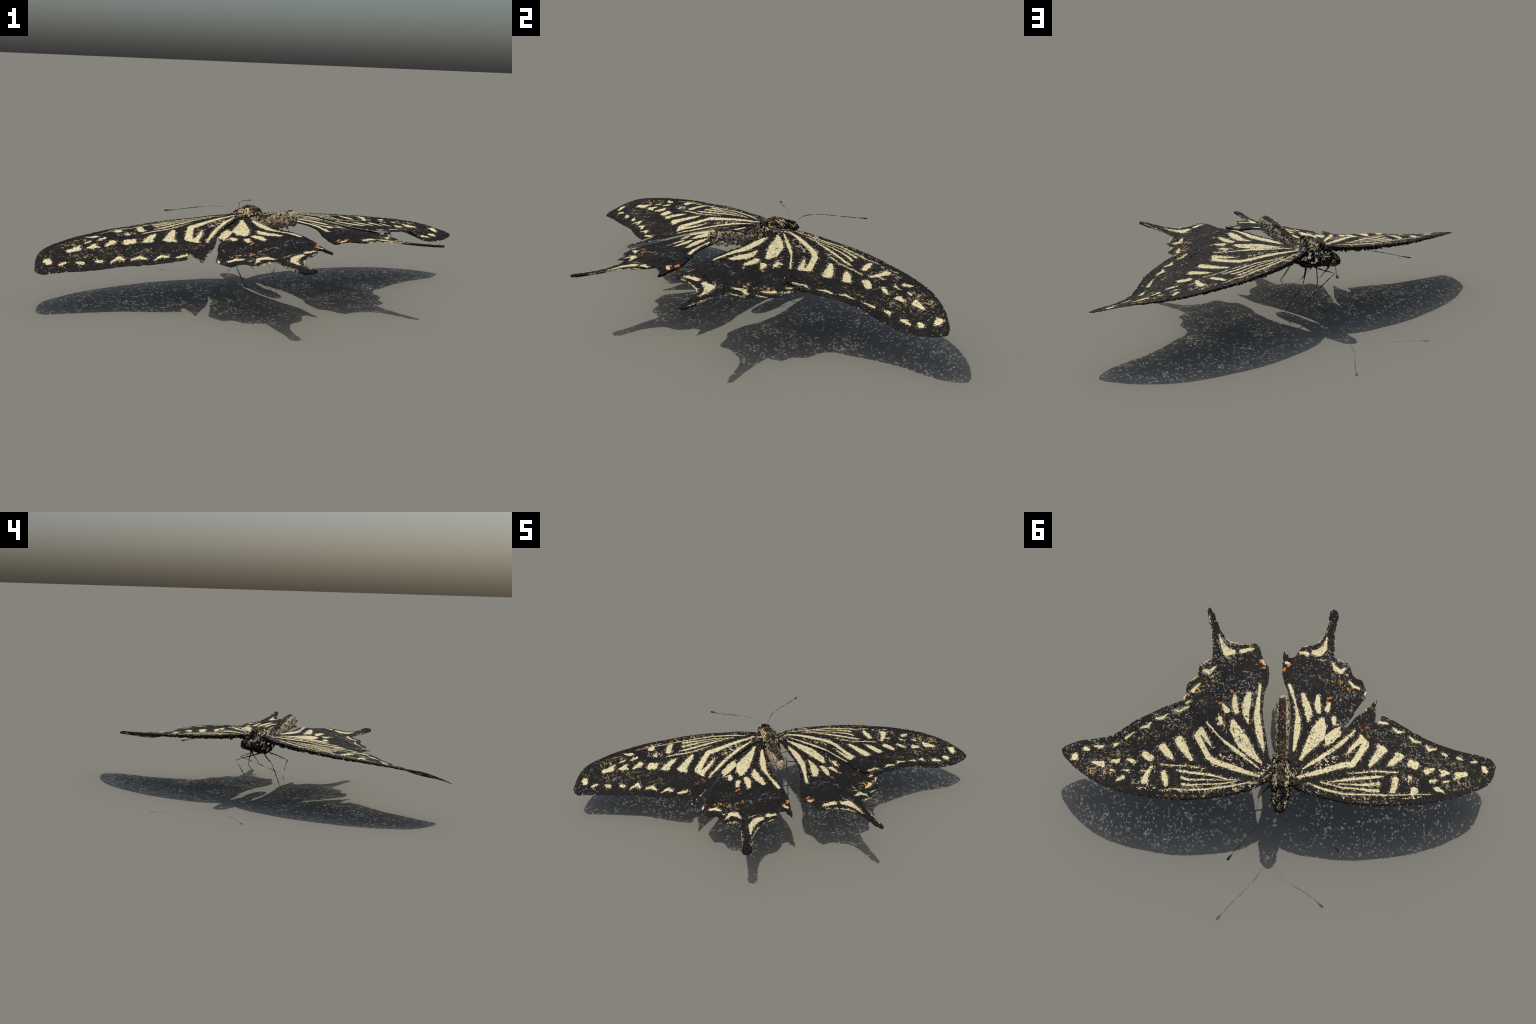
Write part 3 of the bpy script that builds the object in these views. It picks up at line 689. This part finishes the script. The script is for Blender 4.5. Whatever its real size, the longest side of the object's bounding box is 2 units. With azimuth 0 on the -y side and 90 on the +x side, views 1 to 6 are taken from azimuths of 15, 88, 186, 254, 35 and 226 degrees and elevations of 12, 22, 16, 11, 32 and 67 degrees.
def body_material(name):
    m, G, bsdf = start_material(name, 0.8)
    co = G.node('ShaderNodeTexCoord').outputs['Object']
    w = G.scale(G.vec('SUBTRACT', G.noise(co, 60, 3, color=True), (0.5, 0.5, 0.5)), 0.014)
    vor = G.node('ShaderNodeTexVoronoi', feature='F1')
    G.put(vor.inputs['Vector'], G.vec('ADD', co, w)); vor.inputs['Scale'].default_value = 120
    rnd = G.node('ShaderNodeSeparateColor'); G.put(rnd.inputs[0], vor.outputs['Color']); rnd = rnd.outputs
    mixn = G.node('ShaderNodeMix', data_type='VECTOR'); mixn.inputs[0].default_value = 0.55
    G.put(mixn.inputs[4], co); G.put(mixn.inputs[5], vor.outputs['Position'])
    sep = G.node('ShaderNodeSeparateXYZ'); G.put(sep.inputs[0], mixn.outputs[1])
    u, v, z = sep.outputs
    off = G.math('ABSOLUTE', G.math('SUBTRACT', u, 0.012))
    # height above the body's own bent axis decides dorsal stripe, flank and belly
    axis = G.math('ADD', G.step(v, -0.01, 0.30, 0.414, 0.482), G.step(v, -0.40, -0.15, -0.030, -0.012))
    h = G.math('SUBTRACT', z, axis)
    abd = G.step(v, -0.06, 0.04)
    clump = G.noise(co, 28, 3)
    # thorax and head: black fur mixed with olive brown, buff bands beside the back stripe
    thor = G.mix(G.step(rnd[0], 0.4, 1.0), (0.010, 0.0092, 0.009), (0.028, 0.021, 0.014))
    thor = G.mix(G.math('GREATER_THAN', G.math('ADD', clump, G.math('MULTIPLY', rnd[1], 0.25)), 0.70), thor, (0.125, 0.095, 0.048))
    band = G.math('MULTIPLY', G.math('LESS_THAN', G.math('ABSOLUTE', G.math('SUBTRACT', off, 0.036)), 0.013),
                  G.math('GREATER_THAN', h, 0.022))
    band = G.math('MULTIPLY', band, G.math('LESS_THAN', rnd[2], G.step(clump, 0.38, 0.62, 0.12, 0.68)))
    thor = G.mix(band, thor, G.mix(G.step(rnd[0], 0.2, 0.9), (0.40, 0.29, 0.16), (0.62, 0.54, 0.34)))
    # abdomen: grey buff flanks, brown-black back stripe, tan flecks
    flank = G.mix(G.step(G.noise(co, 40, 3), 0.35, 0.65), (0.235, 0.19, 0.135), (0.47, 0.39, 0.275))
    flank = G.mix(G.math('LESS_THAN', rnd[1], 0.15), flank, (0.14, 0.10, 0.07))
    flank = G.mix(G.math('LESS_THAN', rnd[2], 0.035), flank, (0.30, 0.15, 0.05))
    flank = G.mix(G.math('LESS_THAN', rnd[0], 0.07), flank, (0.52, 0.43, 0.30))
    half = G.math('ADD', G.step(v, 0.0, 0.20, 0.026, 0.019), G.math('MULTIPLY', rnd[2], 0.006))
    back = G.math('MULTIPLY', G.math('LESS_THAN', off, half), G.math('GREATER_THAN', h, 0.015))
    back = G.math('MULTIPLY', back, G.math('LESS_THAN', v, 0.288))
    dark = G.mix(G.step(rnd[0], 0.3, 1.0), (0.020, 0.014, 0.010), (0.060, 0.037, 0.023))
    dark = G.mix(G.math('LESS_THAN', rnd[1], 0.07), dark, (0.26, 0.17, 0.07))
    ab = G.mix(back, flank, dark)
    col = G.mix(abd, thor, ab)
    G.put(bsdf.inputs['Base Color'], col)
    return m

def plain(name, a, b, scale, rough=0.6):
    m, G, bsdf = start_material(name, rough)
    co = G.node('ShaderNodeTexCoord').outputs['Object']
    G.put(bsdf.inputs['Base Color'], G.mix(G.step(G.noise(co, scale, 3), 0.4, 0.65), a, b))
    return m

def tube(name, path, radii, mat, parent, sides=7, wobble=0.0, flat=1.0, pinch=0.0):
    P = spline(path, 0.008, 0.45, closed=False)
    n = len(P)
    src = np.r_[0, np.cumsum(np.linalg.norm(np.diff(np.array(path, float), axis=0), axis=1))]
    s = np.r_[0, np.cumsum(np.linalg.norm(np.diff(P, axis=0), axis=1))]
    R = np.interp(s / s[-1], src / src[-1], radii)
    rng = np.random.default_rng(len(name) + n)
    V, F = [], []
    for i in range(n):
        t = P[min(i + 1, n - 1)] - P[max(i - 1, 0)]
        t /= np.linalg.norm(t) + 1e-9
        a = np.cross(t, [0.3, 0.2, 1.0]); a /= np.linalg.norm(a)
        b = np.cross(t, a)
        r = R[i] * max(0.15, 1 + wobble * rng.normal())
        if pinch and 0 < i < n - 1:
            r *= min(1.0, max(0.12, 0.75 + 1.6 * mnoise.noise(Vector((s[i] * 22, pinch, 0)))))
        for j in range(sides):
            th = 2 * math.pi * j / sides
            V.append(P[i] + r * (math.cos(th) * a + flat * math.sin(th) * b))
    for i in range(n - 1):
        for j in range(sides):
            a, b = i * sides + j, i * sides + (j + 1) % sides
            F.append((a, b, b + sides, a + sides))
    F.append(tuple(range(sides))[::-1]); F.append(tuple(range((n - 1) * sides, n * sides)))
    return new_object(name, V, F, mat, parent, smooth=True)

def tuft_mesh(name, bases, dirs, lengths, widths, mat, parent, seed):
    """Short ragged scale-hairs: bent three-sided blades, joined into one part."""
    rng = np.random.default_rng(seed)
    V, F = [], []
    for p, d, L, w in zip(bases, dirs, lengths, widths):
        d = d / (np.linalg.norm(d) + 1e-9)
        a = np.cross(d, rng.normal(size=3)); a /= np.linalg.norm(a) + 1e-9
        b = np.cross(d, a)
        k = len(V)
        mid = p + d * L * 0.55 + a * rng.normal(0, 0.12) * L
        V += [p - a * w * .5, p + a * w * .5, p + b * w * .3,
              mid - a * w * .6, mid + a * w * .6, mid + b * w * .3, p + d * L + b * rng.normal(0, .2) * L]
        for x, y in ((0, 1), (1, 2), (2, 0)):
            F.append((k + x, k + y, k + 3 + y, k + 3 + x))
            F.append((k + 3 + x, k + 3 + y, k + 6))
        F.append((k + 2, k + 1, k))
    ob = new_object(name, V, F, mat, parent)
    ob['kind'] = 'stuff'
    return ob

# ------------------------------------------------------------------ assemble
def main():
    root = bpy.data.objects.new('butterfly', None)
    bpy.context.scene.collection.objects.link(root)
    root['label'] = 'swallowtail butterfly, black wings with cream stripes, torn edge'
    root['category'] = 'butterfly'
    root.rotation_euler = (0, 0, math.radians(225))

    wing_specs = {}
    for fn in (right_forewing, left_forewing, right_hindwing, left_hindwing):
        wing_specs[fn.__name__] = fn()
    rims = {}
    for k, (side, fore) in enumerate((('right', True), ('left', True), ('right', False), ('left', False))):
        kind = 'forewing' if fore else 'hindwing'
        sp = wing_specs[side + '_' + kind]
        mat = wing_material('wing_scales_%d' % k, sp['cream'], sp['orange'], sp['white'], sp['powders'], 3.0 + k * 1.7)
        under = None if fore else (rims[side], wing_specs[side + '_forewing']['surface'])
        ob, rim = build_wing(kind, sp['outline'], sp['surface'], sp['cream'], sp['costa'], 11 + k * 5,
                             sp['holes'], mat, root, under)
        if fore:
            rims[side] = rim

    # body: one shell, divided into head, thorax and abdomen
    V, F, rng = body_shell()
    C = V[F].mean(1)
    axis_z = np.interp(C[:, 1], [s[0] for s in STATIONS], [(s[2] + s[3]) / 2 for s in STATIONS])
    back = np.clip((C[:, 2] - axis_z) / 0.05, -1, 1)
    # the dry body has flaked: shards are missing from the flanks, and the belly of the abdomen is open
    w = np.where(C[:, 1] < WAIST, 1.5 - 1.15 * (back > 0.78), 0.75 - 0.55 * (back > 0.6))
    w = np.where(C[:, 1] < NECK, 1.7, w)
    gone = worm_holes(F, w, 0.46, rng)
    ragged = np.array([mnoise.noise(Vector(c * 45)) for c in C])
    gone |= (C[:, 1] > -0.02) & (back < -0.62 + 0.30 * ragged) & (C[:, 1] < 0.30)
    gone |= (C[:, 1] > 0.303) & (back < 0.10 + 0.6 * ragged)      # the tip has fallen open
    N = np.zeros_like(V)
    fn = np.cross(V[F[:, 1]] - V[F[:, 0]], V[F[:, 2]] - V[F[:, 0]])
    for i in range(3):
        np.add.at(N, F[:, i], fn)
    N /= np.linalg.norm(N, axis=1)[:, None] + 1e-12
    inner = V - N * 0.007
    fur = body_material('body_fur')
    keep = ~gone
    v2, f2 = two_sided(V, inner, F[keep])
    used = np.zeros(len(V), bool)
    used[np.unique(F[keep])] = True
    n2 = np.vstack([N[used], -N[used]])
    mid = np.array([v2[list(f), 1].mean() for f in f2])
    parts = {}
    for name, sel in (('head', mid < NECK), ('thorax', (mid >= NECK) & (mid < WAIST)), ('abdomen', mid >= WAIST)):
        faces = [f2[i] for i in np.nonzero(sel)[0]]
        ids = np.unique([i for f in faces for i in f])
        remap = {int(o): k for k, o in enumerate(ids)}
        ob = new_object(name, v2[ids], [[remap[int(i)] for i in f] for f in faces], fur, root, smooth=True)
        ob.data.normals_split_custom_set_from_vertices([tuple(n) for n in n2[ids]])
        parts[name] = ob

    # ragged scale-hairs on each part of the body
    hair_rng = np.random.default_rng(77)
    for name, sel, count, ln in (('thorax_hair', (C[:, 1] >= NECK) & (C[:, 1] < WAIST), 520, 0.016),
                                 ('head_hair', C[:, 1] < NECK, 220, 0.014), ('abdomen_hair', C[:, 1] >= WAIST, 150, 0.008)):
        ids = hair_rng.choice(np.nonzero(sel & keep)[0], count)
        bs = C[ids] - fn[ids] / np.linalg.norm(fn[ids], axis=1)[:, None] * 0.003
        nn = fn[ids] / np.linalg.norm(fn[ids], axis=1)[:, None]
        flow = np.array([0, 0.8, -0.2])
        dr = nn * hair_rng.uniform(0.1, 0.9, (count, 1)) + flow * hair_rng.uniform(0.2, 1, (count, 1)) + hair_rng.normal(0, 0.5, (count, 3))
        tuft_mesh(name, bs, dr, hair_rng.uniform(0.5, 1.3, count) * ln * np.where(back[ids] > 0.5, 0.5, 1.0), hair_rng.uniform(0.6, 1.4, count) * (0.0035 if name == 'abdomen_hair' else 0.005), fur, parts[name.split('_')[0]], 5)

    # ragged scales along the wing margins
    for kind, m in (('forewing', 0), ('hindwing', 2)):
        for pale in (False, True):
            fl = [b for b, n, p in FLAKES if n == kind and p == pale]
            n = len(fl)
            r = np.random.default_rng(9 + m + pale)
            dirs = np.column_stack([r.normal(0, 1, n), r.normal(0, 0.4, n), r.normal(0, 0.3, n)])
            tuft_mesh(kind + '_fringe', fl, dirs, r.uniform(0.003, 0.010, n), r.uniform(0.002, 0.006, n),
                      MAT_PALE if pale else MAT_FRINGE, root, 3 + m + pale)

    # compound eyes
    eye_mat = plain('eye_surface', (0.012, 0.010, 0.009), (0.05, 0.036, 0.022), 60, 0.4)
    for s in (-1, 1):
        v, f = [], []
        for i in range(13):
            a = math.pi * i / 12
            for j in range(20):
                b = 2 * math.pi * j / 20
                p = np.array([math.cos(a) * 0.014, math.sin(a) * math.cos(b) * 0.021, math.sin(a) * math.sin(b) * 0.023])
                p *= 1 + 0.16 * mnoise.noise(Vector(p * 120))
                v.append(p + [0.012 + s * 0.035, -0.332, 0.402])
        for i in range(12):
            for j in range(20):
                a, b = i * 20 + j, i * 20 + (j + 1) % 20
                f.append((a, b, b + 20, a + 20))
        new_object('eye', v, f, eye_mat, parts['head'], smooth=True)

    # antennae with clubbed tips
    horn = plain('antenna_horn', (0.012, 0.011, 0.010), (0.03, 0.024, 0.018), 90)
    amber = plain('antenna_amber', (0.25, 0.11, 0.02), (0.05, 0.03, 0.015), 80)
    for path in ([(-0.014, -0.360, 0.440), (-0.034, -0.388, 0.462), (-0.050, -0.415, 0.468), (-0.081, -0.452, 0.472), (-0.124, -0.503, 0.467),
                  (-0.167, -0.549, 0.460), (-0.215, -0.606, 0.451), (-0.251, -0.651, 0.444)],
                 [(0.036, -0.358, 0.440), (0.064, -0.381, 0.454), (0.109, -0.414, 0.459), (0.153, -0.447, 0.454), (0.217, -0.495, 0.442),
                  (0.262, -0.530, 0.431), (0.300, -0.566, 0.420), (0.316, -0.583, 0.417)]):
        n = len(path)
        ob = tube('antenna', path, np.linspace(0.0020, 0.0018, n), horn, root, 6, 0.25, 1.0, 3.3 + path[0][0] * 90)
        P = np.array(path); d = P[-1] - P[-2]; d /= np.linalg.norm(d)
        e = P[-1]
        tube('antenna_ring', [e - d * 0.004, e + d * 0.006, e + d * 0.012], [0.0024, 0.0035, 0.004], amber, ob, 7)
        tube('antenna_club', [e + d * 0.011, e + d * 0.022, e + d * 0.036, e + d * 0.046], [0.0035, 0.0058, 0.0100, 0.0085], horn, ob, 6, 0.15, 0.5)

    # legs: femur, then a thin shank and foot
    dark = plain('leg_dark', (0.014, 0.012, 0.010), (0.05, 0.036, 0.022), 50)
    tan = plain('leg_tan', (0.09, 0.058, 0.026), (0.23, 0.16, 0.08), 50)
    legs = [((-0.04, -0.045, 0.325), (-0.106, -0.074, 0.293), (-0.175, -0.103, 0.262), (-0.085, -0.006, 0.207), (0.000, 0.087, 0.152), (0.02, 0.11, 0.135), tan),
            ((0.000, -0.125, 0.310), (-0.063, -0.185, 0.288), (-0.126, -0.245, 0.265), (-0.118, -0.168, 0.171), (-0.110, -0.092, 0.078), (-0.104, -0.030, 0.002), dark),
            ((0.030, -0.138, 0.312), (0.084, -0.180, 0.287), (0.138, -0.222, 0.268), (0.124, -0.130, 0.173), (0.110, -0.037, 0.076), (0.100, 0.028, 0.002), dark),
            ((0.045, -0.095, 0.318), (0.100, -0.060, 0.292), (0.150, -0.016, 0.262), (0.105, 0.032, 0.185), (0.066, 0.094, 0.112), (0.045, 0.135, 0.070), dark),
            ((-0.010, -0.225, 0.345), (-0.022, -0.245, 0.290), (-0.024, -0.250, 0.240), (-0.010, -0.222, 0.205), (0.000, -0.197, 0.173), (0.004, -0.185, 0.160), dark)]
    for hip, mid, knee, shank, ankle, toe, mat in legs:
        leg = tube('leg', [hip, mid, knee], [0.0055, 0.0042, 0.0024], mat, root, 7, 0.2, 0.7)
        tube('shank', [knee, shank, ankle], [0.0028, 0.0030, 0.0023], mat, leg, 6, 0.25, 1.0, 5.1 + knee[0] * 70)
        tube('foot', [ankle, tuple((np.array(ankle) + np.array(toe)) / 2), toe], [0.0026, 0.0015, 0.0011], mat, leg, 6, 0.25, 1.0, 7.7 + ankle[0] * 70)
    tube('proboscis', [(0.018, -0.300, 0.350), (0.024, -0.260, 0.310), (0.033, -0.205, 0.255)], [0.005, 0.003, 0.0015], dark, root, 6, 0.2)

MAT_PALE = plain('pale_scales', (0.36, 0.27, 0.14), (0.60, 0.52, 0.33), 60, 0.8)
MAT_FRINGE = plain('fringe_scales', (0.010, 0.0095, 0.009), (0.022, 0.017, 0.013), 40, 0.8)
main()
